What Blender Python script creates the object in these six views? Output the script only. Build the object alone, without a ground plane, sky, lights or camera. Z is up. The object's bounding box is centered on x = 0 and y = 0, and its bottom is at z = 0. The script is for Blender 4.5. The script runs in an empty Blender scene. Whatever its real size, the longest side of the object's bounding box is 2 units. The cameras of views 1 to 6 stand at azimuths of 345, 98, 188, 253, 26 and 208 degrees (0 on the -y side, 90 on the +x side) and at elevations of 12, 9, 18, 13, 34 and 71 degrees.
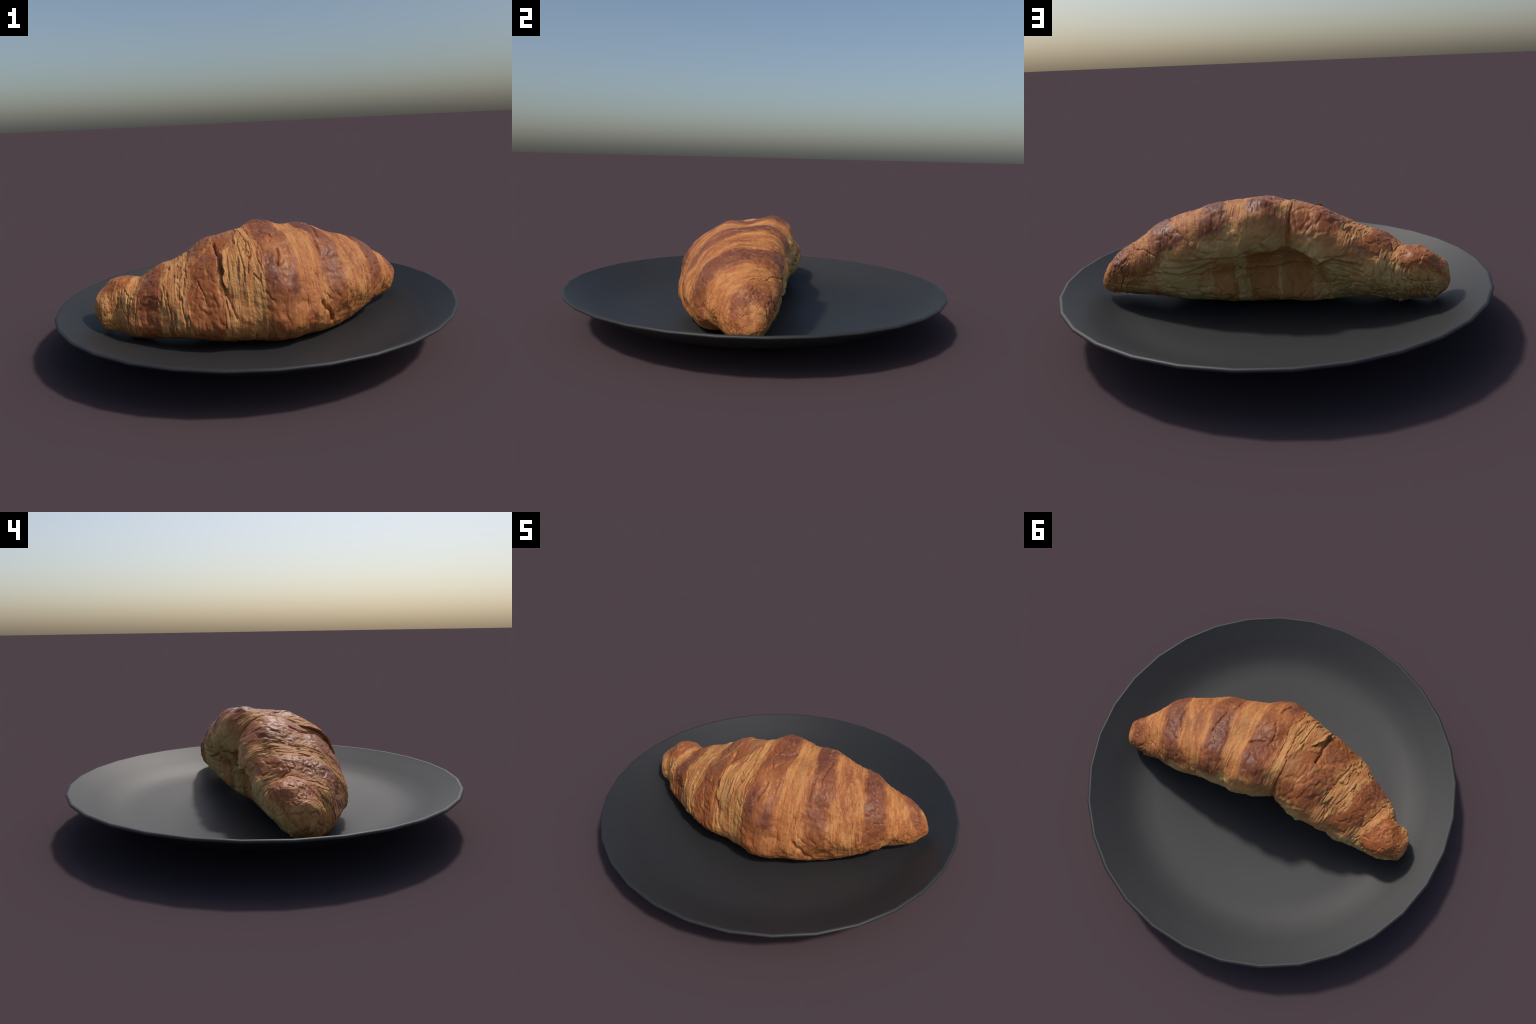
"""A baked croissant lying on a dark faceted dinner plate.

The croissant is lofted along a shallow horizontal arc: every station gives a
cross-section (radii at 14 equal angles, starting on the convex side and going
over the top).  Relief (rolled layers, flaky laminated strips, cracks, folds of
the pale inner side) is a set of rules written in arc coordinates
(theta along the roll, alpha around it); the same rules drive the material.
"""
import bpy, math
from concurrent.futures import ThreadPoolExecutor
import numpy as np

ARC_Y, ARC_R = 1.65, 1.70           # centre and radius of the croissant's arc
# theta, outward shift of section centre, height of section centre, radii
SECTIONS = [
    ( 0.491, 0.032, 0.177, [0.044, 0.048, 0.042, 0.037, 0.051, 0.058, 0.054, 0.040, 0.030, 0.030, 0.030, 0.030, 0.030, 0.040]),
    ( 0.475, 0.025, 0.182, [0.074, 0.086, 0.091, 0.080, 0.096, 0.091, 0.071, 0.056, 0.051, 0.054, 0.048, 0.044, 0.050, 0.068]),
    ( 0.440, 0.015, 0.194, [0.117, 0.116, 0.124, 0.135, 0.134, 0.142, 0.119, 0.095, 0.081, 0.075, 0.074, 0.086, 0.107, 0.115]),
    ( 0.390, 0.015, 0.214, [0.147, 0.149, 0.152, 0.157, 0.171, 0.167, 0.150, 0.127, 0.119, 0.113, 0.118, 0.129, 0.138, 0.134]),
    ( 0.330, 0.017, 0.237, [0.195, 0.198, 0.202, 0.200, 0.214, 0.230, 0.207, 0.191, 0.174, 0.157, 0.151, 0.156, 0.161, 0.197]),
    ( 0.260, 0.024, 0.260, [0.228, 0.214, 0.214, 0.223, 0.231, 0.262, 0.254, 0.224, 0.212, 0.213, 0.194, 0.191, 0.238, 0.236]),
    ( 0.180, 0.031, 0.282, [0.246, 0.214, 0.218, 0.230, 0.258, 0.313, 0.294, 0.253, 0.247, 0.248, 0.228, 0.235, 0.292, 0.267]),
    ( 0.100, 0.035, 0.290, [0.250, 0.240, 0.235, 0.247, 0.246, 0.314, 0.315, 0.257, 0.256, 0.267, 0.243, 0.245, 0.313, 0.326]),
    ( 0.020, 0.039, 0.298, [0.306, 0.271, 0.239, 0.247, 0.247, 0.339, 0.322, 0.225, 0.220, 0.263, 0.259, 0.251, 0.326, 0.352]),
    (-0.060, 0.042, 0.291, [0.263, 0.252, 0.245, 0.228, 0.259, 0.295, 0.256, 0.207, 0.204, 0.263, 0.248, 0.245, 0.304, 0.315]),
    (-0.140, 0.043, 0.279, [0.238, 0.210, 0.207, 0.195, 0.241, 0.286, 0.264, 0.245, 0.218, 0.247, 0.228, 0.234, 0.277, 0.296]),
    (-0.220, 0.043, 0.262, [0.216, 0.173, 0.167, 0.163, 0.173, 0.223, 0.247, 0.217, 0.190, 0.189, 0.203, 0.207, 0.234, 0.257]),
    (-0.290, 0.036, 0.234, [0.162, 0.170, 0.160, 0.150, 0.171, 0.195, 0.216, 0.211, 0.177, 0.156, 0.157, 0.176, 0.198, 0.205]),
    (-0.350, 0.030, 0.210, [0.144, 0.153, 0.132, 0.117, 0.139, 0.148, 0.169, 0.168, 0.138, 0.125, 0.140, 0.158, 0.169, 0.179]),
    (-0.400, 0.022, 0.204, [0.101, 0.107, 0.118, 0.134, 0.142, 0.156, 0.143, 0.126, 0.105, 0.095, 0.097, 0.115, 0.138, 0.111]),
    (-0.435, 0.016, 0.201, [0.126, 0.115, 0.108, 0.116, 0.133, 0.134, 0.113, 0.086, 0.071, 0.070, 0.088, 0.110, 0.132, 0.128]),
    (-0.458, 0.010, 0.196, [0.090, 0.103, 0.101, 0.097, 0.100, 0.090, 0.073, 0.058, 0.050, 0.051, 0.059, 0.071, 0.083, 0.088]),
    (-0.472, 0.009, 0.194, [0.069, 0.062, 0.070, 0.072, 0.069, 0.051, 0.035, 0.025, 0.021, 0.023, 0.031, 0.044, 0.055, 0.059]),
    (-0.480, 0.009, 0.195, [0.038, 0.034, 0.039, 0.040, 0.038, 0.028, 0.019, 0.014, 0.012, 0.013, 0.017, 0.024, 0.030, 0.033]),
]
TIPS = ((0.4985, 0.035, 0.175), (-0.484, 0.008, 0.195))

# ------------------------------------------------------------------ two back ends
# Field rules below run on numpy arrays (relief) and on shader sockets (colour).

class Sock:
    """Shader socket with arithmetic."""
    tree = None
    def __init__(self, s): self.s = s
    @staticmethod
    def math(op, *args):
        n = Sock.tree.nodes.new('ShaderNodeMath'); n.operation = op
        for i, a in enumerate(args):
            if isinstance(a, Sock): Sock.tree.links.new(a.s, n.inputs[i])
            else: n.inputs[i].default_value = float(a)
        return Sock(n.outputs[0])
    def __add__(s, o): return Sock.math('ADD', s, o)
    __radd__ = __add__
    def __sub__(s, o): return Sock.math('SUBTRACT', s, o)
    def __rsub__(s, o): return Sock.math('SUBTRACT', o, s)
    def __mul__(s, o): return Sock.math('MULTIPLY', s, o)
    __rmul__ = __mul__
    def __truediv__(s, o): return Sock.math('DIVIDE', s, o)
    def __rtruediv__(s, o): return Sock.math('DIVIDE', o, s)
    def __neg__(s): return Sock.math('MULTIPLY', s, -1.0)

def isn(x): return isinstance(x, Sock)
def f_atan2(a, b): return Sock.math('ARCTAN2', a, b) if isn(a) else np.arctan2(a, b)
def f_sqrt(a): return Sock.math('SQRT', a) if isn(a) else np.sqrt(a)
def f_exp(a): return Sock.math('EXPONENT', a) if isn(a) else np.exp(a)
def f_abs(a): return Sock.math('ABSOLUTE', a) if isn(a) else np.abs(a)
def f_min(a, b): return Sock.math('MINIMUM', a, b) if isn(a) or isn(b) else np.minimum(a, b)
def f_max(a, b): return Sock.math('MAXIMUM', a, b) if isn(a) or isn(b) else np.maximum(a, b)
def clamp(a):
    if isn(a):
        r = Sock.math('ADD', a, 0.0); r.s.node.use_clamp = True
        return r
    return np.clip(a, 0.0, 1.0)
def sm(e0, e1, x):
    """Smooth step from e0 to e1 (either order)."""
    if isn(x):
        if e0 > e1: return 1.0 - sm(e1, e0, x)
        n = Sock.tree.nodes.new('ShaderNodeMapRange'); n.interpolation_type = 'SMOOTHSTEP'
        n.inputs['From Min'].default_value = e0; n.inputs['From Max'].default_value = e1
        Sock.tree.links.new(x.s, n.inputs['Value'])
        return Sock(n.outputs[0])
    t = np.clip((x - e0) * (1.0 / (e1 - e0)), 0.0, 1.0)
    return t * t * (3.0 - 2.0 * t)

def _hash3(x, y, z):
    rot = lambda v, k: (v << np.uint32(k)) | (v >> np.uint32(32 - k))
    s = np.uint32(0xdeadbeef + (3 << 2) + 13 & 0xffffffff)
    a, b, c = x + s, y + s, z + s
    c = c ^ b; c = c - rot(b, 14)
    a = a ^ c; a = a - rot(c, 11)
    b = b ^ a; b = b - rot(a, 25)
    c = c ^ b; c = c - rot(b, 16)
    a = a ^ c; a = a - rot(c, 4)
    b = b ^ a; b = b - rot(a, 14)
    c = c ^ b; c = c - rot(b, 24)
    return c

def _perlin(x, y, z):
    X, Y, Z = np.floor(x), np.floor(y), np.floor(z)
    x, y, z = x - X, y - Y, z - Z
    I = [v.astype(np.int64).astype(np.uint32) for v in (X, Y, Z)]
    fade = lambda t: t * t * t * (t * (t * 6 - 15) + 10)
    u, v, w = fade(x), fade(y), fade(z)
    out = 0.0
    for dx in (0, 1):
        for dy in (0, 1):
            for dz in (0, 1):
                h = _hash3(I[0] + np.uint32(dx), I[1] + np.uint32(dy), I[2] + np.uint32(dz)) & np.uint32(15)
                px, py, pz = x - dx, y - dy, z - dz
                a = np.where(h < 8, px, py)
                b = np.where(h < 4, py, np.where((h == 12) | (h == 14), px, pz))
                g = np.where(h & 1, -a, a) + np.where(h & 2, -b, b)
                out = out + g * (u if dx else 1 - u) * (v if dy else 1 - v) * (w if dz else 1 - w)
    return out * 0.982

def noise(a, b, c, detail=2, rough=0.5):
    """The renderer's fractal noise, 0..1, at point (a, b, c)."""
    if isn(a):
        nt = Sock.tree
        v = nt.nodes.new('ShaderNodeCombineXYZ')
        for i, s in enumerate((a, b, c)): nt.links.new(s.s, v.inputs[i])
        n = nt.nodes.new('ShaderNodeTexNoise'); n.noise_dimensions = '3D'
        nt.links.new(v.outputs[0], n.inputs['Vector'])
        n.inputs['Scale'].default_value = 1.0; n.inputs['Detail'].default_value = detail
        n.inputs['Roughness'].default_value = rough; n.inputs['Lacunarity'].default_value = 2.0
        return Sock(n.outputs[0])
    def part(v):
        tot, amp, mx, f = 0.0, 1.0, 0.0, 1.0
        for _ in range(int(detail) + 1):
            tot = tot + amp * _perlin(v[0] * f, v[1] * f, v[2] * f); mx += amp; amp *= rough; f *= 2.0
        return 0.5 * tot / mx + 0.5
    a, b, c = (np.asarray(v, np.float32) for v in (a, b, c))
    if a.ndim < 2: return part((a, b, c))
    cut = lambda v: np.array_split(v, 24)
    with ThreadPoolExecutor(8) as pool:
        return np.concatenate(list(pool.map(part, zip(cut(a), cut(b), cut(c)))))

# ------------------------------------------------------------------ field rules

class Field: pass

def coords(x, y, z):
    """Arc coordinates: th along the roll (+x tip positive), al degrees from the
    top (+ convex side, - hollow side), unit direction (c, s) around the roll."""
    F = Field(); F.x, F.y, F.z = x, y, z
    d = ARC_Y - y
    F.th = f_atan2(x, d)
    r = f_sqrt(x * x + d * d) - 1.735
    h = z - (0.298 - 0.49 * F.th * F.th)
    F.al = f_atan2(r, h) * (180.0 / math.pi)
    inv = 1.0 / f_max(f_sqrt(r * r + h * h), 0.13)     # no pinching at the tips
    F.c, F.s = r * inv, h * inv
    return F

def box(t, lo, hi, w):
    return sm(-w, w, t - lo) * (1.0 - sm(-w, w, t - hi))

def spot(F, th, al, wt, wa):
    a = (F.th - th) * (1.0 / wt); b = (F.al - al) * (1.0 / wa)
    return f_exp(-(a * a + b * b))

def bands(F):
    """brown: smooth rolled-over crust layers (1) against flaky strips (0)."""
    th, al, c, s = F.th, F.al, F.c, F.s
    F.warp = noise(th * 10.0, c * 1.7, s * 1.7, 3) - 0.5
    F.edge = noise(th * 60.0, c * 2.4, s * 2.4, 3, 0.6) - 0.5
    t = th + 0.034 * F.warp + 0.042 * F.edge
    F.t = t
    back = sm(-30.0, -70.0, al); front = sm(10.0, 95.0, al); top = sm(22.0, -8.0, al)
    w = 0.009
    d = []
    d.append(box(t, 0.425, 0.470, 0.014) * sm(-95.0, -55.0, al) * sm(100.0, 50.0, al + 90.0 * F.edge))   # +x tip, browned on its shoulder
    d.append(box(t, 0.290 - 0.045 * back, 0.352, w))
    d.append(box(t, 0.132 - 0.025 * back, 0.200 + 0.012 * back, w))
    d.append(box(t, -0.022, 0.066 + 0.03 * sm(90.0, 112.0, al), w))
    d.append(box(t, -0.200, -0.124 + 0.066 * top, w))
    d.append(box(t, -0.333 + 0.02 * back, -0.270 + 0.03 * back, w))
    d.append((1.0 - sm(-0.380, -0.363, t + 0.030 * front)) * sm(52.0, 8.0, al + 60.0 * F.edge)
             * sm(-0.486, -0.455, th + 0.06 * F.edge - 0.0003 * al))            # -x knob, browned on top only
    F.layer = d
    b = d[0]
    for k in d[1:]: b = b + k
    F.brown = clamp(b)
    # pale, unbaked hollow side and underside
    lim = -61.0 + 15.0 * spot1(th, 0.045, 0.075) + 5.0 * spot1(th, -0.15, 0.08) + 14.0 * sm(-0.38, -0.46, th) - 22.0 * sm(0.30, 0.40, th)
    j = 34.0 * (noise(th * 11.0, c * 3.5, s * 3.5, 4, 0.6) - 0.5)
    F.rim = al - lim + j
    F.belly = sm(5.0, -7.0, F.rim)
    F.under = sm(112.0, 150.0, al + j * 0.6)
    F.strip = (1.0 - F.brown)
    F.pale = sm(0.035, -0.03, th)                    # the -x half is paler and more torn
    n = noise(th * 40.0 + 7.0, c * 0.9, s * 0.9, 3, 0.5)
    F.fiss = sm(0.25, 0.95, 1.0 - f_abs(2.0 * n - 1.0) * 10.0)
    F.gate = sm(0.40, 0.55, noise(th * 14.0 + 3.0, c * 1.6, s * 1.6 + 5.0, 2)) * (0.35 + 0.65 * F.pale)
    F.lam = noise(th * 105.0, c * 1.3, s * 1.3, 3, 0.6)

def spot1(x, x0, w):
    a = (x - x0) * (1.0 / w)
    return f_exp(-(a * a))

# cracks: polylines in (theta, alpha), half width (m), depth (m)
CRACKS = [
    ([(0.021, 40), (0.017, 52), (0.012, 62)], 0.006, 0.012),
    ([(-0.045, 2), (-0.049, 20), (-0.052, 38)], 0.004, 0.010),
    ([(-0.050, 40), (-0.056, 55), (-0.060, 66)], 0.004, 0.010),
    ([(-0.066, 10), (-0.072, 40), (-0.068, 75)], 0.004, 0.008),
    ([(-0.131, 0), (-0.122, 30), (-0.121, 62), (-0.116, 86)], 0.009, 0.024),
    ([(-0.112, 90), (-0.094, 108)], 0.006, 0.009),
    ([(0.118, 104), (0.138, 114), (0.158, 128)], 0.009, 0.022),
    ([(0.130, 98), (0.146, 104)], 0.005, 0.008),
    ([(0.148, 27), (0.140, 50)], 0.008, 0.010),
    ([(0.186, -14), (0.165, 16)], 0.008, 0.010),
    ([(0.068, -16), (0.045, -12), (0.024, -9)], 0.006, 0.010),
    ([(0.019, 20), (0.008, 1), (0.014, -13), (-0.017, -13)], 0.007, 0.008),
    ([(-0.058, -18), (-0.062, -33), (-0.058, -60)], 0.004, 0.008),
    ([(0.294, 14), (0.299, -3), (0.290, -20)], 0.006, 0.010),
    ([(-0.175, 66), (-0.164, 92)], 0.004, 0.007),
    ([(-0.231, 60), (-0.222, 86)], 0.004, 0.007),
    ([(-0.206, -12), (-0.212, 30), (-0.213, 80)], 0.004, 0.007),
    ([(-0.266, 60), (-0.262, 90)], 0.004, 0.006),
    ([(0.408, -10), (0.405, -33), (0.375, -48), (0.336, -70)], 0.0035, 0.006),
]

def seg_dist(F, pts):
    u = F.th * 1.72; v = F.al * 0.0043
    best = None
    for (t0, a0), (t1, a1) in zip(pts[:-1], pts[1:]):
        x0, y0, dx, dy = t0 * 1.72, a0 * 0.0043, (t1 - t0) * 1.72, (a1 - a0) * 0.0043
        k = clamp(((u - x0) * dx + (v - y0) * dy) * (1.0 / (dx * dx + dy * dy)))
        p = u - x0 - k * dx; q = v - y0 - k * dy
        d = f_sqrt(p * p + q * q)
        best = d if best is None else f_min(best, d)
    return best

# ------------------------------------------------------------------ croissant body

def pchip(x, y, xn):
    """Monotone cubic through the stations (x rising)."""
    sh = (-1, 1)
    h = np.diff(x); d = np.diff(y, axis=0) / h.reshape(sh)
    m = np.zeros_like(y); w1 = (2 * h[1:] + h[:-1]).reshape(sh); w2 = (h[1:] + 2 * h[:-1]).reshape(sh)
    with np.errstate(all='ignore'):
        mm = (w1 + w2) / (w1 / d[:-1] + w2 / d[1:])
    m[1:-1] = np.where(d[1:] * d[:-1] > 0, mm, 0); m[0] = d[0]; m[-1] = d[-1]
    i = np.clip(np.searchsorted(x, xn) - 1, 0, len(x) - 2)
    t = ((xn - x[i]) / h[i]).reshape(sh); H = h[i].reshape(sh)
    return (1 + 2 * t) * (1 - t) ** 2 * y[i] + t * (1 - t) ** 2 * H * m[i] \
        + t * t * (3 - 2 * t) * y[i + 1] + t * t * (t - 1) * H * m[i + 1]

def loft(NT, NP):
    """Base surface: NT rings from the +x tip to the -x tip, NP points around."""
    th = np.array([TIPS[0][0]] + [s[0] for s in SECTIONS] + [TIPS[1][0]])
    rc = np.array([TIPS[0][1]] + [s[1] for s in SECTIONS] + [TIPS[1][1]])
    zc = np.array([TIPS[0][2]] + [s[2] for s in SECTIONS] + [TIPS[1][2]])
    M = len(SECTIONS[0][3])
    R = np.array([[0.0] * M] + [s[3] for s in SECTIONS] + [[0.0] * M])
    u = np.linspace(-1, 1, NT + 2)[1:-1]
    thn = 0.5 * (th[0] + th[-1]) + 0.5 * (th[0] - th[-1]) * np.sin(-u * math.pi / 2)
    ph = np.arange(NP) * 2 * math.pi / NP
    B = np.zeros((NP, M))                       # periodic Catmull-Rom weights
    for j, p in enumerate(ph):
        q = p / (2 * math.pi) * M; i = int(q); t = q - i
        for k, w in enumerate((-.5*t + t*t - .5*t**3, 1 - 2.5*t*t + 1.5*t**3, .5*t + 2*t*t - 1.5*t**3, -.5*t*t + .5*t**3)):
            B[j, (i - 1 + k) % M] += w
    Rn = pchip(-th, R, -thn) @ B.T
    rho = ARC_R + np.interp(-thn, -th, rc)[:, None] + Rn * np.cos(ph)
    z = np.interp(-thn, -th, zc)[:, None] + Rn * np.sin(ph)
    P = np.stack([rho * np.sin(thn)[:, None], ARC_Y - rho * np.cos(thn)[:, None], z], -1)
    tip = [np.array([(ARC_R + r) * math.sin(t), ARC_Y - (ARC_R + r) * math.cos(t), h]) for t, r, h in TIPS]
    return P, Rn, tip

def grid_normals(P):
    a = np.gradient(P, axis=0)
    b = np.roll(P, -1, 1) - np.roll(P, 1, 1)
    n = np.cross(a, b)
    n /= np.linalg.norm(n, axis=-1, keepdims=True) + 1e-12
    return n

def fold(F, pts, depth, reach, lip=0.006, taper=0.03):
    """Overlapping fold of the hollow side: sharp under the line, fading downward."""
    t = np.array([p[0] for p in pts][::-1]); a = np.array([p[1] for p in pts][::-1])
    s = (np.interp(F.th, t, a) - F.al) * 0.0043
    ends = sm(t[0] - taper, t[0] + taper, F.th) * sm(t[-1] + taper, t[-1] - taper, F.th)
    return -depth * ends * sm(-lip, lip, s) * np.exp(-np.maximum(s, 0) / reach)

def line_at(F, pts):
    """Distance below (towards the plate) a line given as (theta, alpha) points."""
    t = np.array([p[0] for p in pts][::-1]); a = np.array([p[1] for p in pts][::-1])
    return (np.interp(F.th, t, a) - F.al) * 0.0043

LIP = [(0.33, -72), (0.228, -79), (0.173, -81), (0.122, -82), (0.073, -82), (0.003, -79), (-0.043, -73), (-0.08, -74), (-0.12, -80), (-0.155, -85), (-0.19, -79)]
SILL = [(0.10, -96), (0.070, -103), (0.032, -106), (-0.007, -107), (-0.061, -104), (-0.122, -101), (-0.152, -92), (-0.19, -79)]

def relief(F):
    th, al, c, s = F.th, F.al, F.c, F.s
    crust = (1 - F.belly) * (1 - 0.7 * F.under)
    x, y, z = F.x, F.y, F.z
    d = -0.003 * (1 - F.belly)
    d = d + 0.005 * sum(box(th + 0.03 * F.warp, lo, hi, 0.014) for lo, hi in
                    ((0.29, 0.352), (0.132, 0.20), (-0.022, 0.07), (-0.2, -0.124), (-0.333, -0.27))) * crust
    d = d - 0.008 * F.strip * F.fiss * F.gate * crust
    d = d + (0.009 + 0.004 * F.pale) * (F.lam - 0.5) * (0.30 + 0.70 * F.strip) * crust
    w = noise(x * 9.0, y * 9.0, z * 9.0, 3, 0.5)
    d = d + (0.016 + 0.022 * sm(70, 95, al) * sm(150, 120, al)) * (w - 0.5)
    d = d + 0.008 * sm(-0.355, -0.372, th + 0.03 * F.warp) * crust
    # shallow creases that follow the roll across the browned layers
    w2 = noise(th * 24.0 + 4.0, c * 2.6, s * 2.6, 2, 0.5)
    d = d - 0.0035 * sm(0.1, 1.0, 1 - np.abs(2 * w2 - 1) * 5) * F.brown * crust
    w3 = noise(x * 34.0, y * 34.0, z * 34.0, 2)
    d = d + 0.005 * (w3 - 0.5)
    for pts, wd, dp in CRACKS:
        a0, a1 = min(p[1] for p in pts) - 12, max(p[1] for p in pts) + 12
        t0, t1 = min(p[0] for p in pts) - 0.03, max(p[0] for p in pts) + 0.03
        m = (th > t0) & (th < t1) & (al > a0) & (al < a1)
        G = Field(); G.th, G.al = th[m] + 0.022 * F.edge[m], al[m]
        g = seg_dist(G, pts) / (wd * 0.75)
        d[m] -= dp * (0.55 + 1.2 * F.lam[m] * F.lam[m] * 1.6) * np.exp(-g * np.sqrt(g + 0.2))
    # single swellings and dents
    for st, sa, wt, wa, hgt in ((0.385, -62, 0.04, 18, 0.014), (0.06, -30, 0.04, 10, 0.008), (-0.33, -75, 0.03, 14, 0.013), (0.235, 100, 0.03, 12, 0.014),
                                (-0.36, 95, 0.03, 14, 0.010), (-0.17, 106, 0.025, 10, -0.012), (0.09, 92, 0.015, 14, 0.012), (-0.02, 4, 0.02, 14, -0.014), (-0.14, -8, 0.03, 18, -0.008),
                                (0.02, 100, 0.02, 8, -0.010), (0.06, 60, 0.02, 10, -0.006), (-0.06, 108, 0.02, 8, -0.010)):
        d = d + hgt * spot(F, st, sa, wt, wa)
    # hollow side: a deep recess under an overhanging lip, a sill half way down
    s1 = line_at(F, LIP); s2 = line_at(F, SILL)
    rag = 0.012 * (noise(th * 20.0, c * 2.0, s * 2.0 + 9.0, 2) - 0.5)
    far = sm(0.05, 0.13, th)
    win = sm(0.31, 0.15, th) * sm(-0.19, -0.145, th)
    d = d - (0.044 + 0.008 * spot1(th, -0.07, 0.07)) * win * sm(-0.004, 0.012, s1 + rag) * (0.62 + 0.45 * sm(0.02, 0.11, s1)) * (1 - sm(0.15 - 0.07 * far, 0.31 - 0.09 * far, s1))
    win2 = sm(0.10, 0.08, th) * sm(-0.185, -0.15, th)
    d = d - 0.020 * win2 * sm(-0.003, 0.006, s2 + rag) * np.exp(-np.maximum(s2, 0) / 0.03)
    d = d + 0.008 * win2 * sm(-0.06, -0.01, s2) * sm(0.004, -0.004, s2)
    # rounded patch of outer dough standing proud of the recess
    p1 = sm(0.105, 0.12, th + 0.4 * rag) * sm(0.192, 0.178, th) * sm(-84, -90, al + 900 * (th - 0.15) ** 2 * 4)
    d = d + 0.012 * p1 * sm(-150, -120, al)
    d = d - 0.018 * spot(F, 0.03, -57, 0.035, 9)
    d = d + 0.012 * sm(0.11, 0.085, th) * sm(-0.056, -0.046, th) * sm(-40, -52, al) * sm(-0.02, -0.006, -s1)
    d = d + 0.024 * sm(-0.052, -0.075, th) * sm(-0.30, -0.22, th) * sm(-42, -62, al) * sm(0.016, -0.004, s1)
    d = d + fold(F, [(0.35, -85), (0.278, -94), (0.232, -92), (0.185, -88)], 0.022, 0.02)
    d = d + fold(F, [(0.33, -80), (0.28, -85), (0.232, -86)], 0.008, 0.012)
    d = d + fold(F, [(-0.16, -88), (-0.217, -87), (-0.27, -90)], 0.012, 0.012)
    d = d + fold(F, [(-0.15, -80), (-0.208, -76), (-0.245, -71)], 0.012, 0.014)
    d = d + fold(F, [(-0.18, -97), (-0.23, -95), (-0.29, -98)], 0.007, 0.012)
    d = d + fold(F, [(0.365, -77), (0.332, -96), (0.295, -116)], 0.010, 0.014)
    q = noise(x * 7.0 + 8, y * 9.0, z * 9.0, 2, 0.5)
    d = d + (0.024 * (q - 0.5) - 0.006 * sm(0.2, 1.0, 1 - np.abs(2 * q - 1) * 9)) * F.belly
    pits = noise(x * 60.0, y * 60.0, z * 60.0, 2)
    d = d - 0.004 * sm(0.56, 0.70, pits) * (F.belly * 0.5 + sm(-0.36, -0.40, th) * sm(40, 70, al) + 0.8 * F.layer[0])
    # scored flaky end of the +x tip and coiled end of the knob
    ring = noise(th * 60.0, c * 1.5, s * 1.5 + 2.0, 2)
    d = d - 0.006 * sm(0.2, 1.0, 1 - np.abs(2 * ring - 1) * 6) * (sm(0.40, 0.44, th) * sm(-20, -60, al) + sm(-0.30, -0.36, th) * F.belly)
    return d

def mesh_object(name, V, faces, mat, parent, normals=None):
    me = bpy.data.meshes.new(name)
    faces = np.asarray(faces)
    me.vertices.add(len(V)); me.vertices.foreach_set('co', np.asarray(V, np.float32).ravel())
    n = faces.shape[1]
    # faces with a repeated last vertex are triangles
    if n == 4:
        tri = faces[:, 3] == faces[:, 2]
        loops = np.concatenate([faces[~tri].ravel(), faces[tri][:, :3].ravel()])
        tot = np.concatenate([np.full((~tri).sum(), 4), np.full(tri.sum(), 3)])
    else:
        loops = faces.ravel(); tot = np.full(len(faces), n)
    me.loops.add(len(loops)); me.loops.foreach_set('vertex_index', loops.astype(np.int32))
    me.polygons.add(len(tot))
    start = np.concatenate([[0], np.cumsum(tot)[:-1]])
    me.polygons.foreach_set('loop_start', start.astype(np.int32))
    me.polygons.foreach_set('loop_total', tot.astype(np.int32))
    me.update(calc_edges=True)
    me.polygons.foreach_set('use_smooth', np.ones(len(tot), bool))
    if normals is not None:
        me.normals_split_custom_set_from_vertices(normals.tolist())
    me.materials.append(mat)
    ob = bpy.data.objects.new(name, me)
    bpy.context.scene.collection.objects.link(ob)
    if parent is not None: ob.parent = parent
    return ob

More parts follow.
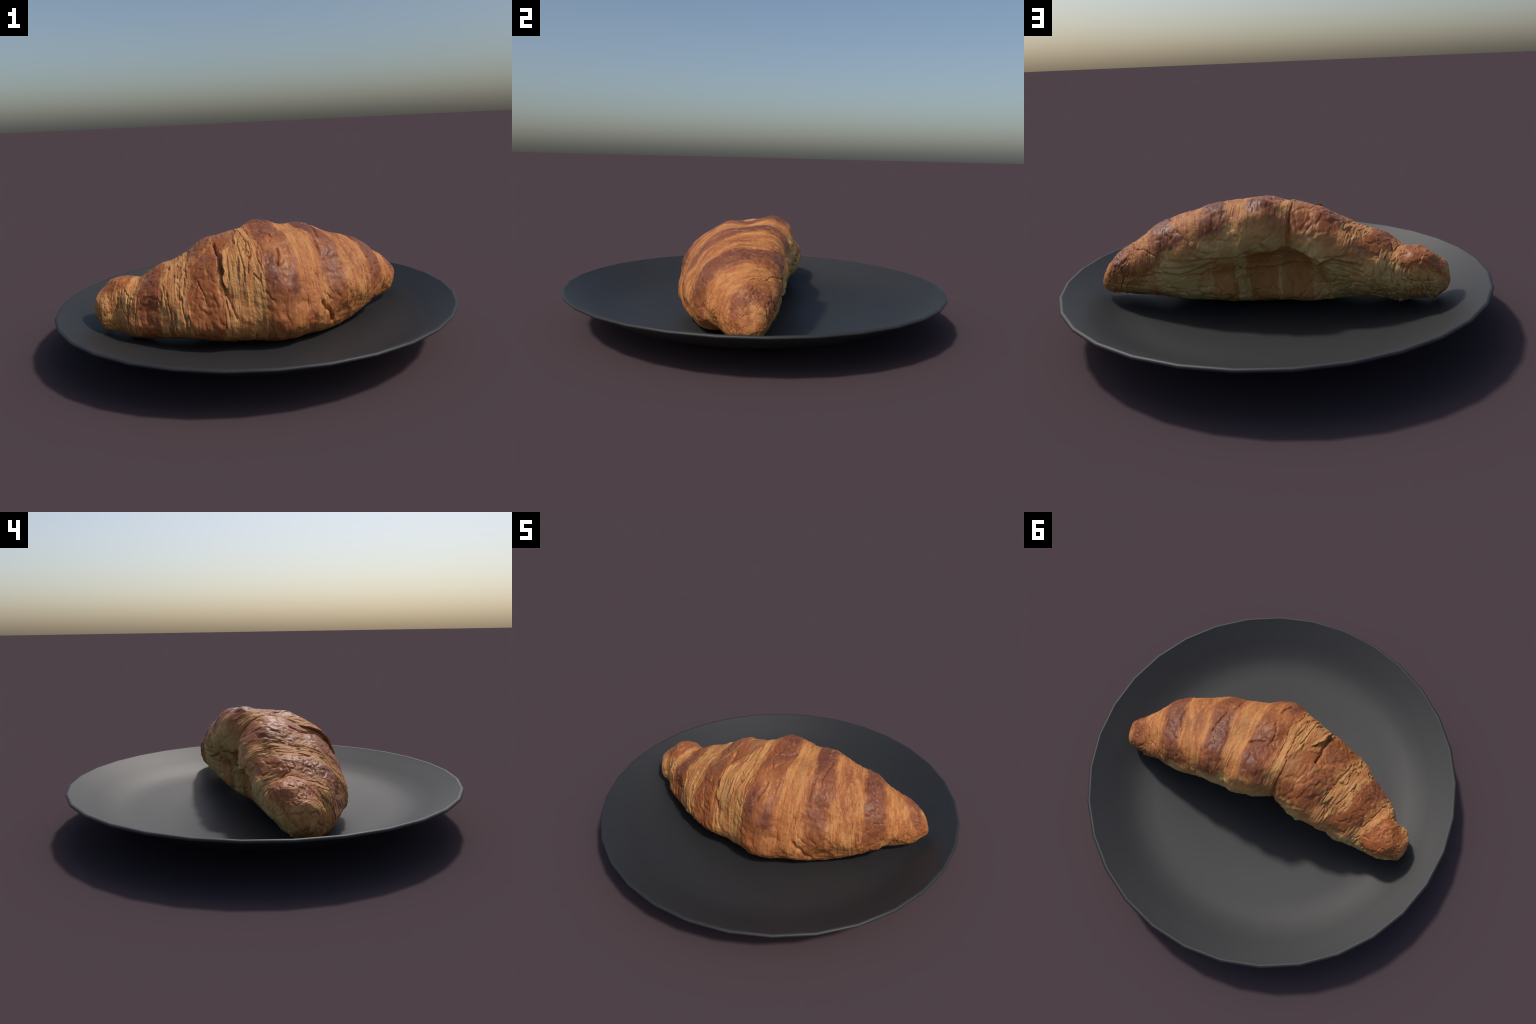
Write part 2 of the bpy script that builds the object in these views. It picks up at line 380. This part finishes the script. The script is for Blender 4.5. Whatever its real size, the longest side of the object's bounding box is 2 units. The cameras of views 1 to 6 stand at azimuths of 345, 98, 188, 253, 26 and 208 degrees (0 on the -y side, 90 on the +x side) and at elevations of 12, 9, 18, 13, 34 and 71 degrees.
def croissant(mat):
    NT, NP = 1000, 370
    P, Rn, tip = loft(NT, NP)
    N = grid_normals(P)
    cen = P.mean(1, keepdims=True)
    if ((P - cen) * N).sum() < 0: N = -N
    F = coords(P[..., 0], P[..., 1], P[..., 2]); bands(F)
    fade = np.clip(Rn.mean(1) / 0.09, 0, 1)[:, None]
    V = P + N * (relief(F) * fade)[..., None]
    V[..., 2] = np.maximum(V[..., 2], 0.033)
    N2 = grid_normals(V)
    if (N2 * N).sum() < 0: N2 = -N2
    allv = np.concatenate([V.reshape(-1, 3), tip[0][None], tip[1][None]])
    alln = np.concatenate([N2.reshape(-1, 3), [[0.87, -0.5, 0]], [[-0.88, -0.46, 0]]])
    i, j = np.meshgrid(np.arange(NT - 1), np.arange(NP), indexing='ij'); j2 = (j + 1) % NP
    q = np.stack([i * NP + j, i * NP + j2, (i + 1) * NP + j2, (i + 1) * NP + j], -1).reshape(-1, 4)
    k = np.arange(NP); k2 = (k + 1) % NP; L = (NT - 1) * NP; a, b = NT * NP, NT * NP + 1
    capa = np.stack([k2, k, np.full(NP, a), np.full(NP, a)], -1)
    capb = np.stack([L + k, L + k2, np.full(NP, b), np.full(NP, b)], -1)
    e1 = allv[q[:, 1]] - allv[q[:, 0]]; e2 = allv[q[:, 3]] - allv[q[:, 0]]
    flip = (np.cross(e1, e2) * alln[q[:, 0]]).sum() < 0
    if flip:
        q = q[:, ::-1]; capa = capa[:, [1, 0, 2, 3]]; capb = capb[:, [1, 0, 2, 3]]
    faces = np.concatenate([q, capa, capb])
    # which part each face belongs to: rolled layers, flaky strips, tips, hollow underside
    t = F.t; belly = (F.belly > 0.5) | (np.abs(F.al) > 128)
    cuts = [0.430, 0.352, 0.290, 0.200, 0.132, 0.070, -0.022, -0.124, -0.200, -0.270, -0.333, -0.368]
    lab = np.zeros(t.shape, int)
    for cval in cuts: lab += t < cval
    lab[belly & (lab > 0) & (lab < 12)] = 13
    lab = lab.reshape(-1)
    fl = np.concatenate([lab[q[:, 0]], np.full(NP, 0), np.full(NP, 12)])
    root = bpy.data.objects.new('croissant', None)
    bpy.context.scene.collection.objects.link(root)
    for g in range(14):
        f = faces[fl == g]
        if not len(f): continue
        idx, inv = np.unique(f, return_inverse=True)
        name = 'tip' if g in (0, 12) else 'underside' if g == 13 else ('flaky_strip' if g % 2 else 'crust_layer')
        mesh_object(name, allv[idx], inv.reshape(f.shape), mat, root, alln[idx])
    return root, P, N, F

def flake(root, P, N, F, mat):
    """Torn sheet of crust that lifts off beside the big crack."""
    lip = [(-0.096, 14), (-0.103, 26), (-0.109, 40), (-0.113, 54), (-0.116, 68), (-0.117, 80)]
    lt, la = np.array(lip).T
    n, m = 70, 12
    u = np.linspace(0, 1, n); kk = np.linspace(0, 1, m)
    al = np.interp(u, np.linspace(0, 1, len(lip)), la); tl = np.interp(u, np.linspace(0, 1, len(lip)), lt)
    env = np.sin(np.pi * u) ** 0.6
    U, Kk = np.meshgrid(u, kk, indexing='ij')
    rag = noise(u * 5.0 + 2.0, u * 0.0 + 3.3, u * 0.0, 1) - 0.5
    rough = noise(Kk * 3.0 + 1.0, U * 5.0, U * 0.0 + 4.0, 3) - 0.5
    top = np.zeros((n, m, 3)); nor = np.zeros((n, m, 3))
    TH, AL = F.th.ravel(), F.al.ravel(); Pf, Nf = P.reshape(-1, 3), N.reshape(-1, 3)
    near = np.flatnonzero((TH > -0.16) & (TH < -0.05) & (AL > 0) & (AL < 95))
    TH, AL, Pf, Nf = TH[near], AL[near], Pf[near], Nf[near]
    for a in range(n):
        for b in range(m):
            k = kk[b]
            th = tl[a] + 0.016 * (1 - k) - (0.020 * rag[a] + 0.002 * env[a]) * k
            i = np.argmin(((TH - th) * 400) ** 2 + (AL - al[a]) ** 2)
            top[a, b] = Pf[i] + Nf[i] * (-0.016 + 0.010 * min(1, k * 1.6) + 0.022 * env[a] * k ** 2 + 0.010 * rough[a, b] * k)
            nor[a, b] = Nf[i]
    for _ in range(2):
        top[1:-1, 1:-1] = (top[1:-1, 1:-1] * 2 + top[:-2, 1:-1] + top[2:, 1:-1]) / 4
    bot = top - nor * 0.005
    V = np.concatenate([top.reshape(-1, 3), bot.reshape(-1, 3)])
    a, b = np.meshgrid(np.arange(n - 1), np.arange(m - 1), indexing='ij')
    q = np.stack([a * m + b, a * m + b + 1, (a + 1) * m + b + 1, (a + 1) * m + b], -1).reshape(-1, 4)
    o = n * m
    rim = [r * m + c for r, c in [(r, 0) for r in range(n)] + [(n - 1, c) for c in range(1, m)] +
           [(r, m - 1) for r in range(n - 2, -1, -1)] + [(0, c) for c in range(m - 2, 0, -1)]]
    side = [(rim[i], rim[(i + 1) % len(rim)], rim[(i + 1) % len(rim)] + o, rim[i] + o) for i in range(len(rim))]
    faces = np.concatenate([q, q[:, ::-1] + o, np.array(side)])
    return mesh_object('flake', V, faces, mat, root)

# ------------------------------------------------------------------ materials

def mixc(fac, a, b):
    nt = Sock.tree
    n = nt.nodes.new('ShaderNodeMix'); n.data_type = 'RGBA'
    for v, i in ((fac, 0), (a, 6), (b, 7)):
        if isn(v): nt.links.new(v.s, n.inputs[i])
        elif isinstance(v, tuple): n.inputs[i].default_value = (*v, 1.0)
        else: n.inputs[i].default_value = v
    return Sock(n.outputs[2])

def new_material(name):
    m = bpy.data.materials.new(name); m.use_nodes = True
    Sock.tree = m.node_tree
    return m, m.node_tree, m.node_tree.nodes['Principled BSDF']

PALE = (0.575, 0.282, 0.094)
AMBER = (0.500, 0.186, 0.054)
RUST = (0.385, 0.124, 0.039)
BROWN = (0.265, 0.080, 0.030)
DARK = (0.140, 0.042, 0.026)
DOUGH = (0.600, 0.385, 0.140)
TOAST = (0.460, 0.190, 0.050)
FISSURE_DARK = (0.110, 0.050, 0.022)

def crust_material():
    m, nt, bsdf = new_material('baked_pastry')
    tc = nt.nodes.new('ShaderNodeTexCoord'); sp = nt.nodes.new('ShaderNodeSeparateXYZ')
    nt.links.new(tc.outputs['Object'], sp.inputs[0])
    x, y, z = (Sock(sp.outputs[i]) for i in range(3))
    F = coords(x, y, z); bands(F)
    th, al, c, s = F.th, F.al, F.c, F.s
    streak = noise(th * 48.0 + 9.0, c * 1.5, s * 1.5, 4, 0.65)
    hair = noise(th * 180.0, c * 2.4, s * 2.4, 3, 0.65)
    blotch = noise(x * 9.0, y * 9.0, z * 9.0, 4, 0.6)
    speck = noise(x * 70.0, y * 70.0, z * 70.0, 3, 0.65)
    # flaky strips: pale on the torn half, amber with fine streaks on the other
    st = clamp(sm(0.34, 0.64, streak) * 0.85 + 0.55 * (1.0 - F.pale) - 0.1)
    col = mixc(st, PALE, AMBER)
    col = mixc(sm(0.44, 0.62, streak + 0.40 * (hair - 0.5) + 0.05 * F.edge) * (0.85 - 0.45 * F.pale), col, RUST)
    col = mixc(sm(0.53, 0.68, hair) * 0.45, col, BROWN)
    col = mixc(sm(0.46, 0.30, hair) * 0.45, col, PALE)
    smear = clamp(spot(F, 0.245, -6, 0.022, 26) + 0.8 * spot(F, 0.228, 50, 0.010, 26) + 0.8 * spot(F, 0.258, 60, 0.016, 60))
    col = mixc(smear * sm(0.35, 0.55, streak + 0.5 * (speck - 0.5)) * 0.75, col, BROWN)
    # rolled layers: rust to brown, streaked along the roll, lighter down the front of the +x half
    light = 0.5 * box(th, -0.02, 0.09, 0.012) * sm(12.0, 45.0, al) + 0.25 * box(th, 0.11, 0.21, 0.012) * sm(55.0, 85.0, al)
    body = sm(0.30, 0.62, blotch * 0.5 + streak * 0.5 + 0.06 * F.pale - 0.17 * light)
    deepc = mixc(F.pale, BROWN, (0.325, 0.094, 0.027))
    lay = mixc(clamp(0.15 + 0.85 * body), mixc(sm(0.40, 0.6, hair), AMBER, RUST), deepc)
    lay = mixc(sm(0.50, 0.64, hair) * 0.45, lay, RUST)
    lay = mixc(sm(0.44, 0.34, streak) * 0.5, lay, AMBER)
    edge = clamp(F.brown * (0.45 + 1.1 * sm(0.28, 0.56, streak)))
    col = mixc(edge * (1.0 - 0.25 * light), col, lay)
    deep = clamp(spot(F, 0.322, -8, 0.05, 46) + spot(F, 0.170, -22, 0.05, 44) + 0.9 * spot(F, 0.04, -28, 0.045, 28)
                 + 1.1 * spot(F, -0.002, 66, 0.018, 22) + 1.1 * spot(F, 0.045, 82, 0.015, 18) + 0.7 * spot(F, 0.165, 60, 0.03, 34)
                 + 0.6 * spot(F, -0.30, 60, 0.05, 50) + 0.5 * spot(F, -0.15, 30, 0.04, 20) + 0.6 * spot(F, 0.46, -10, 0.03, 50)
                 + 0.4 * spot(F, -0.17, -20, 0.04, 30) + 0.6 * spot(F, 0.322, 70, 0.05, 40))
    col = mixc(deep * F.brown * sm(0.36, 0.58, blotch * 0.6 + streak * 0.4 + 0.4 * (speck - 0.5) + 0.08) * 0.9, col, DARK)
    col = mixc(spot(F, 0.108, 14, 0.007, 26) * 0.6, col, (0.46, 0.25, 0.085))
    col = mixc(spot(F, -0.078, -18, 0.020, 16) * 0.55, col, (0.42, 0.19, 0.075))
    # thin fissures of the lamination, darkened in the colour along their grooves
    col = mixc(F.fiss * F.gate * F.strip * 0.40, col, FISSURE_DARK)
    # hollow side and underside: dough with toasted panels
    b2 = noise(x * 6.0 + 3.0, y * 6.0, z * 6.0, 4, 0.6)
    wrap = noise(th * 22.0, c * 1.6, s * 1.6, 3, 0.6)
    toast = clamp(box(F.t, 0.108, 0.185, 0.006) * sm(-84.0, -92.0, al) + box(F.t, -0.012, 0.07, 0.006) * sm(-98.0, -106.0, al)
                  + box(F.t, -0.115, -0.022, 0.006) * sm(-100.0, -108.0, al) + box(th, -0.12, 0.075, 0.008) * sm(-76.0, -80.0, al) * sm(-108.0, -100.0, al)
                  + 0.8 * spot(F, -0.15, -112, 0.04, 18) + 0.6 * sm(0.30, 0.42, th) + 0.8 * spot(F, 0.19, -57, 0.035, 9))
    dough = mixc(clamp(toast * sm(0.22, 0.5, b2) + 0.45 * sm(0.50, 0.64, b2) + 0.35 * sm(0.5, 0.62, wrap)), DOUGH, TOAST)
    dough = mixc(sm(0.50, 0.62, noise(th * 70.0, c * 2.0, s * 2.0, 3)) * sm(-0.22, -0.34, th) * 0.55, dough, RUST)
    dough = mixc(sm(-30.0, -4.0, F.rim) * sm(0.35, 0.6, blotch) * 0.8, dough, AMBER)
    col = mixc(F.belly, col, dough)
    col = mixc(F.under * (1.0 - F.belly) * 0.6, col, TOAST)
    col = mixc(sm(0.56, 0.72, speck) * 0.30, col, BROWN)
    col = mixc(sm(0.44, 0.30, speck) * 0.25, col, PALE)
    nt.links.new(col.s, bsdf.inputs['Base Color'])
    rough = 0.62 - 0.19 * F.brown * sm(0.35, 0.6, blotch + 0.1) * (1.0 - F.belly)
    nt.links.new(rough.s, bsdf.inputs['Roughness'])
    bsdf.inputs['Specular IOR Level'].default_value = 0.30
    grain = noise(x * 150.0, y * 150.0, z * 150.0, 2)
    height = 0.7 * hair * (0.25 + 0.75 * F.strip) + (0.4 * grain + 0.7 * speck) * (0.4 + 0.6 * F.strip)
    bp = nt.nodes.new('ShaderNodeBump'); bp.inputs['Strength'].default_value = 0.8; bp.inputs['Distance'].default_value = 0.006
    nt.links.new(height.s, bp.inputs['Height']); nt.links.new(bp.outputs[0], bsdf.inputs['Normal'])
    return m

def plate_material():
    m, nt, bsdf = new_material('matte_black_glaze')
    tc = nt.nodes.new('ShaderNodeTexCoord'); sp = nt.nodes.new('ShaderNodeSeparateXYZ')
    nt.links.new(tc.outputs['Object'], sp.inputs[0])
    x, y, z = (Sock(sp.outputs[i]) for i in range(3))
    n = noise(x * 3.0, y * 3.0, z * 3.0, 2)
    col = mixc(n, (0.021, 0.021, 0.022), (0.025, 0.025, 0.025))
    nt.links.new(col.s, bsdf.inputs['Base Color'])
    bsdf.inputs['Roughness'].default_value = 0.55
    bsdf.inputs['Specular IOR Level'].default_value = 0.5
    return m

# ------------------------------------------------------------------ plate

def plate():
    mat = plate_material()
    root = bpy.data.objects.new('plate', None); bpy.context.scene.collection.objects.link(root)
    SEG = 32
    top = [(0.0, 0.028), (0.20, 0.029), (0.35, 0.032), (0.42, 0.036), (0.50, 0.045), (0.58, 0.056), (0.66, 0.066), (0.73, 0.077), (0.80, 0.099), (0.87, 0.137), (0.92, 0.166), (0.976, 0.197)]
    rim = [(0.976, 0.197), (0.982, 0.203), (0.989, 0.205), (0.996, 0.202), (1.000, 0.196), (0.996, 0.190)]
    bottom = [(0.996, 0.190), (0.95, 0.170), (0.87, 0.131), (0.80, 0.093), (0.75, 0.075), (0.68, 0.057), (0.55, 0.034), (0.46, 0.016), (0.43, 0.0), (0.39, 0.0), (0.36, 0.010), (0.0, 0.010)]
    a = np.arange(SEG) * 2 * math.pi / SEG
    prof = [top, rim, bottom]
    names = ['dish', 'rim', 'underside']
    full = top + rim[1:] + bottom[1:]
    # smooth normals of the whole revolved profile, so that the joins do not show
    pf = np.array(full); tg = np.gradient(pf, axis=0); nn = np.stack([-tg[:, 1], tg[:, 0]], -1)
    nn /= np.linalg.norm(nn, axis=1, keepdims=True)
    off = 0
    for name, pr in zip(names, prof):
        V, Nn, faces = [], [], []
        for k, (r, zz) in enumerate(pr):
            nr, nz = nn[off + k]
            if r == 0:
                nr, nz = 0.0, (1.0 if name == 'dish' else -1.0)
            for t in a:
                V.append((r * math.cos(t), r * math.sin(t), zz)); Nn.append((nr * math.cos(t), nr * math.sin(t), nz))
        keep = {}
        for k in range(len(pr) - 1):
            for j in range(SEG):
                j2 = (j + 1) % SEG
                A, B, C, D = k * SEG + j, k * SEG + j2, (k + 1) * SEG + j2, (k + 1) * SEG + j
                if pr[k][0] == 0: faces.append((D, C, A, A))
                elif pr[k + 1][0] == 0: faces.append((B, A, C, C))
                else: faces.append((B, A, D, C))
        # merge the pole ring into one vertex
        V = np.array(V); Nn = np.array(Nn); faces = np.array(faces)
        for k in (0, len(pr) - 1):
            if pr[k][0] == 0:
                ring = (faces >= k * SEG) & (faces < (k + 1) * SEG); faces[ring] = k * SEG
        idx, inv = np.unique(faces, return_inverse=True)
        mesh_object(name, V[idx], inv.reshape(faces.shape), mat, root, Nn[idx])
        off += len(pr) - 1
    return root

pl = plate()
pl['label'] = 'round matte black dinner plate with a faceted rim'
pl['category'] = 'plate'
mat = crust_material()
cr, P, N, F = croissant(mat)
flake(cr, P, N, F, mat)
cr['label'] = 'golden brown baked croissant with flaky rolled layers'
cr['category'] = 'croissant'
